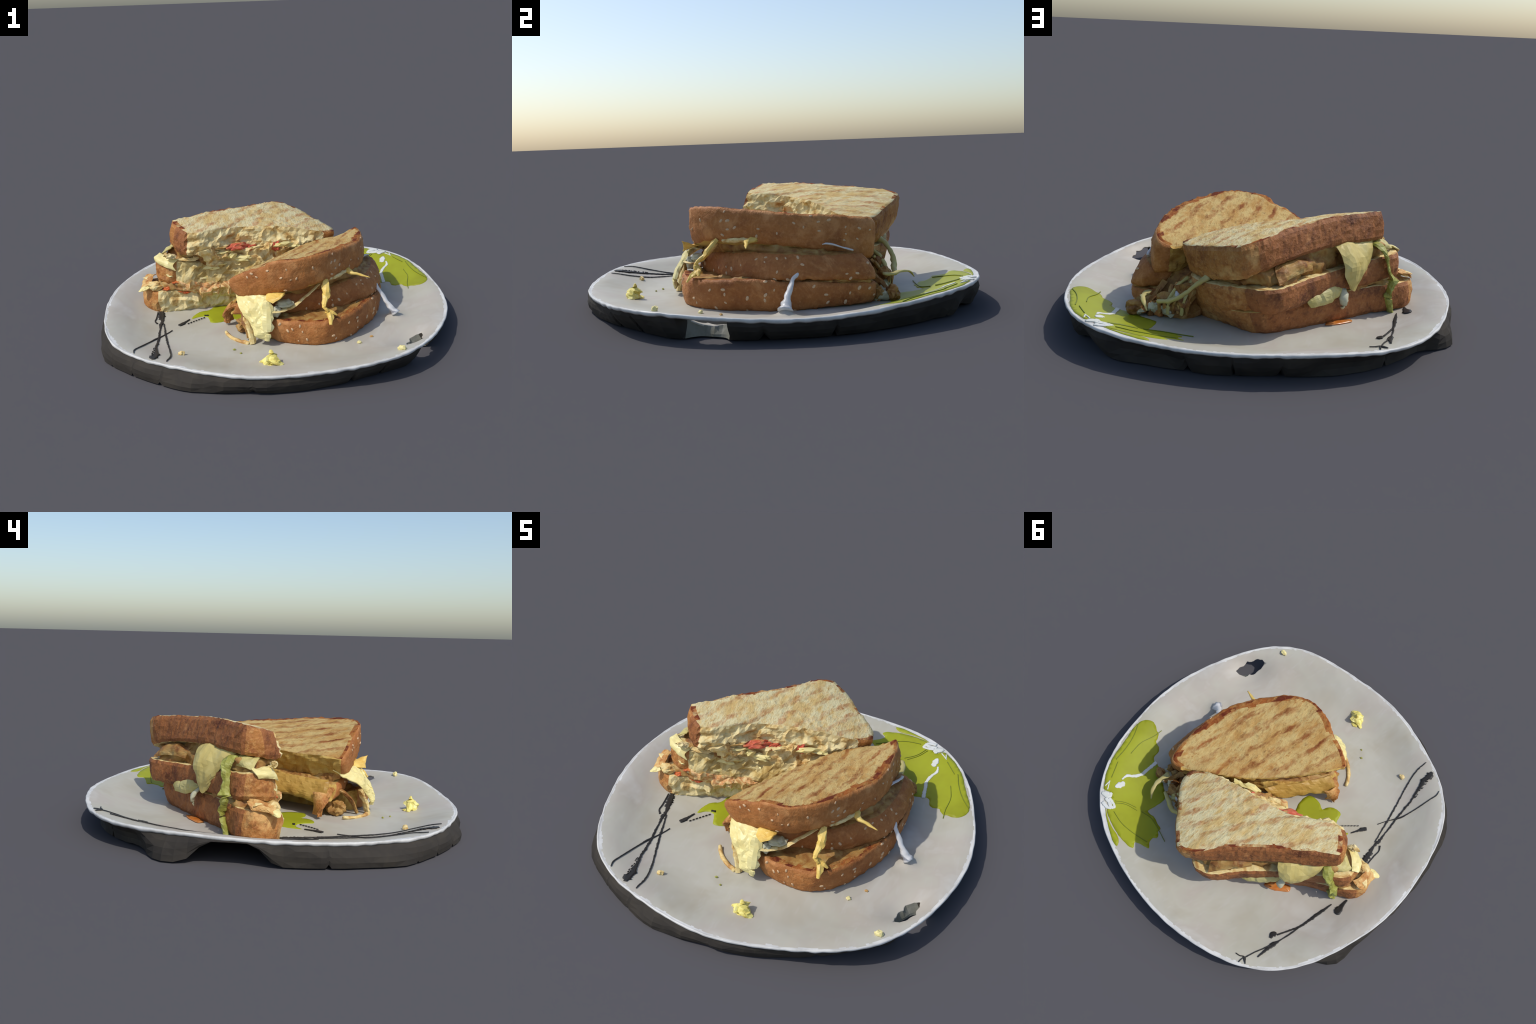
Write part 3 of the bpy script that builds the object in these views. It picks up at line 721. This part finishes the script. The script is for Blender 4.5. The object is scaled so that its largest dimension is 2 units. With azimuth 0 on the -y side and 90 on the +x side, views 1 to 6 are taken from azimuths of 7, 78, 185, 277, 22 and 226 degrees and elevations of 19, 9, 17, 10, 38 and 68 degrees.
# ---- back half: lettuce and cheese hanging out on the crust side
sheet('cheese_flap', [[(-.36, .28, .44), (-.42, .23, .445), (-.50, .17, .445), (-.57, .11, .43)],
                      [(-.41, .33, .42), (-.455, .275, .435), (-.52, .205, .42), (-.575, .145, .405)],
                      [(-.445, .352, .352), (-.495, .315, .36), (-.54, .24, .35), (-.57, .19, .35)],
                      [(-.452, .338, .29), (-.50, .312, .285), (-.525, .265, .278), (-.545, .222, .30)],
                      [(-.478, .305, .228), (-.49, .302, .214), (-.50, .288, .208), (-.512, .268, .226)]], M_flap, BACK, .010, .007, 4, 21)
sheet('lettuce_leaf', [[(-.26, .44, .23), (-.34, .36, .245), (-.44, .27, .245)], [(-.278, .485, .205), (-.36, .41, .228), (-.44, .325, .225)],
                       [(-.30, .475, .172), (-.38, .405, .175), (-.43, .35, .195)]], M_leaf, BACK, .022, .008, 6, 22)
strand('onion_strip', [(-.44, .315, .22, .02), (-.452, .35, .185, .024), (-.45, .352, .155, .018), (-.447, .345, .13, .006)], M_grey, BACK, .5)
strand('lettuce_strand', [(-.575, .11, .41, .02), (-.61, .142, .405, .03), (-.64, .155, .375, .028), (-.655, .152, .33, .02), (-.672, .152, .27, .02), (-.692, .15, .232, .028), (-.682, .158, .195, .024), (-.672, .165, .155, .022), (-.684, .145, .09, .024), (-.69, .135, .055, .02)], M_green, BACK, .4, seed=4, flat=True)
sheet('lettuce_leaf', [[(-.56, .09, .42), (-.60, .05, .415), (-.61, .0, .41)], [(-.585, .115, .40), (-.635, .07, .395), (-.65, .015, .385)], [(-.61, .115, .37), (-.665, .06, .372), (-.68, .02, .362)]], M_leaf, BACK, .014, .008, 5, 23)
sheet('melted_cheese', [[(-.69, .03, .37), (-.63, -.02, .372), (-.56, -.05, .36)], [(-.72, .0, .355), (-.66, -.055, .352), (-.585, -.078, .335)], [(-.715, -.01, .335), (-.655, -.068, .325), (-.57, -.085, .30)]], M_cheese, BACK, .014, .007, 5, 24)
sheet('chicken_skin', [[(-.13, .565, .39), (-.19, .48, .40), (-.28, .38, .40)], [(-.14, .60, .355), (-.215, .52, .385), (-.29, .41, .38)], [(-.16, .625, .32), (-.225, .53, .345), (-.30, .43, .345)]], M_fillD, BACK, .014, .009, 5, 25)
lump('chicken_piece', (-.62, .10, .235), (.05, .04, .02), M_fill, BACK, 4)
sheet('crisp_flake', [[(-.72, .03, .235), (-.73, -.03, .235), (-.72, -.09, .21)], [(-.775, .035, .235), (-.78, -.035, .22), (-.765, -.095, .195)], [(-.792, .01, .205), (-.79, -.05, .195), (-.775, -.10, .182)]], M_crisp, BACK, .012, .011, 5, 26)
strand('crisp_flake', [(-.74, -.02, .225, .022), (-.775, -.012, .228, .014), (-.797, .0, .223, .003)], M_fill, BACK, .4, seed=7, flat=True)
strand('crisp_flake', [(-.745, -.085, .20, .022), (-.778, -.105, .185, .018), (-.797, -.113, .178, .006)], M_cheese, BACK, .5, seed=8, flat=True)
lump('chicken_piece', (-.70, -.075, .20), (.05, .035, .025), M_fill, BACK, 5)
# tomato in the cut side
for c, s, m, sd in [((-.215, .068, .398), (.065, .03, .020), M_tom, 1), ((-.14, .112, .380), (.04, .025, .016), M_tom, 2), ((.005, .155, .378), (.03, .03, .034), M_tom, 3),
                    ((-.51, -.058, .166), (.055, .03, .014), M_tomO, 4), ((-.34, -.012, .160), (.03, .02, .024), M_tomO, 5), ((-.62, -.085, .185), (.03, .02, .010), M_tomO, 6), ((-.43, -.03, .172), (.04, .02, .008), M_tomO, 7), ((-.56, -.07, .225), (.035, .02, .008), M_tomO, 8), ((-.20, .05, .205), (.04, .02, .012), M_tomO, 9)]:
    lump('tomato_slice', (c[0] - .008, c[1] + .012, c[2]), s, m, BACK, sd, .6, rot=.6)
# frayed bits all over the cut side
for i in range(34):
    t = rnd.random(); zz = rnd.choice([.20, .22, .35, .37, .39, .30, .18, .25]) + rnd.uniform(-.02, .02)
    line = [(-.62, -.07), (-.50, -.035), (-.385, -.005), (-.26, .045), (-.15, .075), (-.02, .105), (.12, .17)]
    q = t * 5.99; k = int(q); f = q - k
    x = line[k][0] * (1 - f) + line[k + 1][0] * f; y = line[k][1] * (1 - f) + line[k + 1][1] * f
    a = math.atan2(line[k + 1][1] - line[k][1], line[k + 1][0] - line[k][0])
    lump('chicken_shred', (x + .004, y + .002, zz), (rnd.uniform(.02, .055), .016, rnd.uniform(.008, .018)), rnd.choice([M_fill, M_cheese, M_cheese, M_crumb, M_crumb]), BACK, i + 20, .9, 2, a + rnd.uniform(-.4, .4))
# strands at the far end of the back half
strand('cheese_strand', [(.19, .50, .30, .022), (.225, .52, .275, .014), (.285, .535, .222, .013), (.36, .515, .17, .014), (.435, .49, .15, .011)], M_leaf, BACK, .8, seed=3)
strand('cheese_strand', [(.30, .42, .26, .010), (.345, .45, .225, .010), (.375, .465, .175, .010), (.39, .47, .15, .008)], M_leaf, BACK, .8, seed=5)
strand('cheese_strand', [(.34, .47, .16, .008), (.345, .465, .185, .012), (.35, .46, .20, .006)], M_string, BACK, .8, seed=6)
lump('chicken_piece', (.40, .445, .155), (.05, .03, .03), M_fillD, BACK, 8)

# ---- front half
sheet('melted_cheese', [[(-.165, -0.331, .285), (-.10, -0.386, .29), (-.01, -0.416, .29), (.06, -0.426, .29)],
                        [(-.17, -0.386, .255), (-.11, -0.431, .262), (-.03, -0.456, .272), (.055, -0.461, .285)],
                        [(-.138, -0.466, .218), (-.09, -0.486, .22), (-.04, -0.496, .225), (-.0, -0.491, .235)],
                        [(-.09, -0.501, .165), (-.06, -0.521, .165), (-.03, -0.531, .17), (-.005, -0.521, .18)],
                        [(-.06, -0.526, .125), (-.035, -0.542, .12), (-.005, -0.551, .118), (.018, -0.551, .13)],
                        [(-.04, -0.521, .09), (-.02, -0.536, .085), (.0, -0.541, .082), (.018, -0.541, .09)]], M_cheese, FRONT, .016, .012, 5, 31)
strand('melted_cheese', [(.0, -.475, .27, .024), (.005, -.50, .225, .03), (.008, -.535, .165, .032), (.010, -.55, .12, .026), (.008, -.548, .08, .014)], M_cheese, FRONT, .45, seed=32, flat=True)
strand('cheese_strip', [(-.115, -0.476, .185, .014), (-.09, -0.501, .13, .02), (-.075, -0.516, .085, .022), (-.068, -0.524, .05, .016)], M_fill, FRONT, .6, seed=33, flat=True)
sheet('yellow_cheese', [[(.0, -0.416, .30), (.05, -0.426, .31), (.10, -0.421, .315)], [(.0, -0.471, .285), (.06, -0.476, .30), (.10, -0.466, .315)], [(.04, -0.501, .275), (.085, -0.501, .305), (.10, -0.513, .333)]], M_cheeseY, FRONT, .014, .008, 5, 34)
lump('onion_piece', (.10, -0.431, .245), (.05, .035, .022), M_grey, FRONT, 12, .3, rot=.4)
lump('onion_piece', (.05, -0.466, .215), (.03, .03, .03), M_grey, FRONT, 13, .35)
strand('crust_arch', [(-.245, -0.271, .06, .02), (-.248, -0.281, .115, .026), (-.215, -0.301, .165, .026), (-.165, -0.331, .195, .024), (-.12, -0.361, .205, .02)], M_crustG, FRONT, .5, seed=35, flat=True)
strand('crust_arch', [(-.14, -0.346, .19, .014), (-.13, -0.396, .165, .018), (-.11, -0.441, .11, .018), (-.10, -0.466, .055, .014)], M_fillD, FRONT, .6, seed=36, flat=True)
lump('browned_chicken', (-.13, -0.361, .085), (.05, .05, .045), M_fillD, FRONT, 37, .6)
strand('crust_curl', [(-.235, -.395, .058, .010), (-.215, -.43, .052, .010), (-.18, -.47, .050, .011), (-.13, -.505, .05, .013), (-.09, -.525, .05, .014)], M_fill, FRONT, .9, seed=36)
# cheese sheet sagging out of the cut side
sheet('melted_cheese', [[(.04, .04, .235), (-.01, -.04, .235), (-.07, -.13, .235), (-.12, -.22, .235), (-.16, -.31, .235)],
                        [(-.0, .03, .20), (-.05, -.05, .195), (-.11, -.14, .195), (-.165, -.225, .19), (-.20, -.31, .195)],
                        [(-.02, .01, .155), (-.065, -.035, .15), (-.115, -.12, .152), (-.17, -.213, .142), (-.245, -.29, .145)],
                        [(.03, -.01, .14), (-.02, -.05, .13), (-.06, -.12, .13), (-.12, -.20, .125), (-.235, -.27, .11)]], M_sag, FRONT, .014, .008, 5, 37)
sheet('bread_fold', [[(-.20, -.235, .18), (-.22, -.27, .18), (-.225, -.31, .175)], [(-.225, -.24, .125), (-.25, -.275, .13), (-.256, -.296, .127)], [(-.215, -.235, .065), (-.245, -.262, .062), (-.25, -.285, .06)]], M_crustG, FRONT, .016, .006, 5, 38)
# hanging strips on the rounded crust
strand('cheese_strip', [(.315, -.365, .36, .016), (.317, -.40, .325, .024), (.315, -.428, .285, .020), (.309, -.472, .248, .014), (.33, -.468, .216, .020), (.344, -.502, .197, .014), (.345, -.525, .168, .008)], M_cheeseY, FRONT, .6, seed=40, flat=True)
strand('cheese_strip', [(.315, -.45, .205, .008), (.345, -.465, .215, .014), (.375, -.47, .20, .006)], M_cheeseY, FRONT, .7, seed=41, flat=True)
strand('cheese_horn', [(.42, -.20, .362, .022), (.445, -.245, .360, .016), (.50, -.26, .350, .009), (.552, -.272, .340, .0025)], M_cheeseY, FRONT, .7, seed=42)
strand('chicken_shred', [(.33, -.34, .355, .014), (.375, -.285, .36, .018), (.42, -.22, .362, .016)], M_fill, FRONT, .7, seed=43, flat=True)
strand('cheese_string', [(.590, -.045, .212, .014), (.603, -.066, .20, .011), (.625, -.085, .172, .011), (.646, -.104, .142, .015), (.668, -.118, .112, .018), (.686, -.128, .09, .026), (.70, -.134, .072, .034)], M_string, FRONT, .8, seed=44)
strand('onion_strip', [(.50, .08, .33, .010), (.53, .12, .335, .010), (.548, .18, .318, .008), (.552, .235, .298, .010)], M_string, FRONT, .5, seed=45)
strand('cheese_strip', [(.02, -.49, .22, .02), (.12, -.455, .225, .014), (.19, -.405, .262, .012), (.24, -.38, .30, .012), (.28, -.36, .335, .012)], M_fill, FRONT, .35, seed=46, flat=True)
lump('chicken_piece', (.55, -.02, .175), (.03, .03, .02), M_fillD, FRONT, 15)
# browned filling that joins the two halves low in the gap
GAP = [((.43, .30, .20), (.48, .35, .05), CUT), ((.41, .36, .14), (.44, .415, .05), CUT), ((.36, .42, .18), (.37, .45, .055), CUT), ((.31, .44, .22), (.31, .45, .055), CUT),
       ((.24, .40, .26), (.24, .38, .05), CUT), ((.19, .33, .29), (.18, .33, .05), CUT), ((.10, .23, .30), (.10, .23, .04), CUT), ((0, .14, .28), (0, .14, .04), CUT), ((-.09, .09, .24), (-.09, .09, .04), CUT),
       ((-.10, .05, .22), (-.11, .04, .04), CUT), ((-.03, .05, .25), (-.03, .03, .04), CUT), ((.11, .16, .29), (.11, .14, .04), CUT), ((.28, .24, .32), (.28, .24, .04), CUT), ((.38, .27, .27), (.40, .27, .05), CUT)]
slab('browned_filling', GAP, [M_fillD] * 6, FRONT, cut_amp=.022, top_amp=.012, seed=51, step=.02, rows=8, bulge=.004)
# browned tangle at the far right end of the front half
for i in range(14):
    x, y, zz = .51 + rnd.uniform(-.07, .06), .39 + rnd.uniform(-.04, .045), .055 + rnd.random() * .05
    lump('browned_chicken', (x, y, zz), (rnd.uniform(.02, .045), rnd.uniform(.015, .03), rnd.uniform(.015, .03)), rnd.choice([M_fillD, M_fillD, M_crustF, M_grey]), FRONT, 60 + i, .5, 2, rnd.uniform(0, 3))
for i, (x, y, zz) in enumerate([(.36, .45, .12), (.31, .465, .15), (.39, .44, .09), (.28, .455, .22), (.335, .44, .20)]):
    lump('browned_chicken', (x, y, zz), (.04, .03, .035), (M_fillD, M_fillD, M_grey)[i % 3], FRONT, 120 + i, .7, 2, i * 1.3)
for i in range(7):                                     # shreds dangling from the gap
    x, y = .27 + .022 * i, .455 + .012 * math.sin(i * 2.1)
    strand('browned_chicken', [(x - .02, y - .05, .27 - .01 * i, .012), (x, y, .22 - .012 * i, .014), (x + .02, y + .02, .15, .012), (x + .03, y + .015, .085, .008)], (M_fillD, M_leaf, M_crisp)[i % 3], FRONT, .6, seed=70 + i, flat=True)
lump('browned_chicken', (.565, .425, .085), (.05, .03, .035), M_fillD, FRONT, 90, .4)
strand('lettuce_curl', [(.50, .40, .17, .016), (.51, .44, .165, .018), (.505, .49, .175, .014), (.485, .545, .165, .010), (.462, .578, .134, .003)], M_leaf, FRONT, .4, seed=47)
strand('browned_chicken', [(.44, .33, .20, .018), (.47, .375, .15, .016), (.50, .41, .11, .016), (.52, .43, .07, .014)], M_fillD, FRONT, .7, seed=49, flat=True)

# ---- crumbs on the plate
CR = empty('plate_crumbs', TOP)
strand('egg_crumb', [(.052, -.765, .045, .05), (.058, -.762, .075, .046), (.05, -.757, .102, .026), (.05, -.755, .128, .006)], M_crumbY, CR, .6, seed=53, flat=True, seg=10, rag=.7)
strand('egg_crumb', [(.02, -.765, .05, .02), (.055, -.775, .085, .024), (.105, -.785, .052, .018)], M_crumbY, CR, .7, seed=54, flat=True, seg=9, rag=.7)
strand('egg_crumb', [(-.01, -.74, .052, .008), (.03, -.752, .075, .02), (.06, -.76, .10, .02)], M_crumbY, CR, .6, seed=52, flat=True)
for (x, y, s, m) in [(.70, -.705, .016, M_cheese), (.494, -.484, .010, M_cheese), (-.423, -.698, .014, M_fill), (.56, -.40, .007, M_fill), (-.16, -.60, .006, M_green), (-.12, -.64, .005, M_green)]:
    lump('bread_crumb', (x, y, plate_z(x, y) + s * .4), (s * 1.3, s, s), m, CR, int(x * 100) + 7, .5, 2)
painted_patch('sauce_spill', [(-.37, .40), (-.42, .385), (-.47, .345), (-.50, .31), (-.485, .29), (-.43, .32), (-.38, .355)], M_sauce, .006, parent=CR)

# ---- sesame seeds on the smooth crust
def seed_mesh():
    bm = bmesh.new(); bmesh.ops.create_icosphere(bm, subdivisions=2, radius=1)
    for v in bm.verts:
        v.co = Vector((v.co.x * .0125 * (1 - .3 * v.co.x), v.co.y * .0075 * (1 - .25 * v.co.x), v.co.z * .004))
    me = bpy.data.meshes.new('sesame_seed'); bm.to_mesh(me); bm.free()
    me.materials.append(M_seed); me.polygons.foreach_set('use_smooth', [True] * len(me.polygons)); return me
SEED = seed_mesh()
bpy.context.view_layer.update()
def scatter_seeds(slice_ob, count, seed):
    r = random.Random(seed)
    me = slice_ob.data
    fs = [p for p in me.polygons if p.material_index == 2]
    w = [p.area for p in fs]; got = []
    tries = 0
    while len(got) < count and tries < 2000:
        tries += 1
        p = r.choices(fs, w)[0]
        c = p.center; n = p.normal
        if n.x * .8 - n.y * .6 < .1 or abs(n.z) > .75: continue
        if got and min((c - g).length for g in got) < .022: continue
        if got and r.random() < .3:                           # seeds like to sit in small groups
            c2 = r.choice(got)
            if (c - c2).length > .12: continue
        got.append(c.copy())
        ob = bpy.data.objects.new('sesame_seed', SEED)
        bpy.context.scene.collection.objects.link(ob); ob.parent = slice_ob
        q = n.to_track_quat('Z', 'Y')
        ob.rotation_mode = 'QUATERNION'
        from mathutils import Quaternion
        ob.rotation_quaternion = q @ Quaternion((0, 0, 1), r.uniform(0, 6.28))
        k = r.uniform(.5, 1.0); ob.scale = (k, k, k)
        ob.location = c + n * .0005
slices = [o for o in FRONT.children if o.name.startswith('bread_slice')]
for o, k, s in zip(slices, (32, 26, 32), (3, 4, 5)): scatter_seeds(o, k, s)
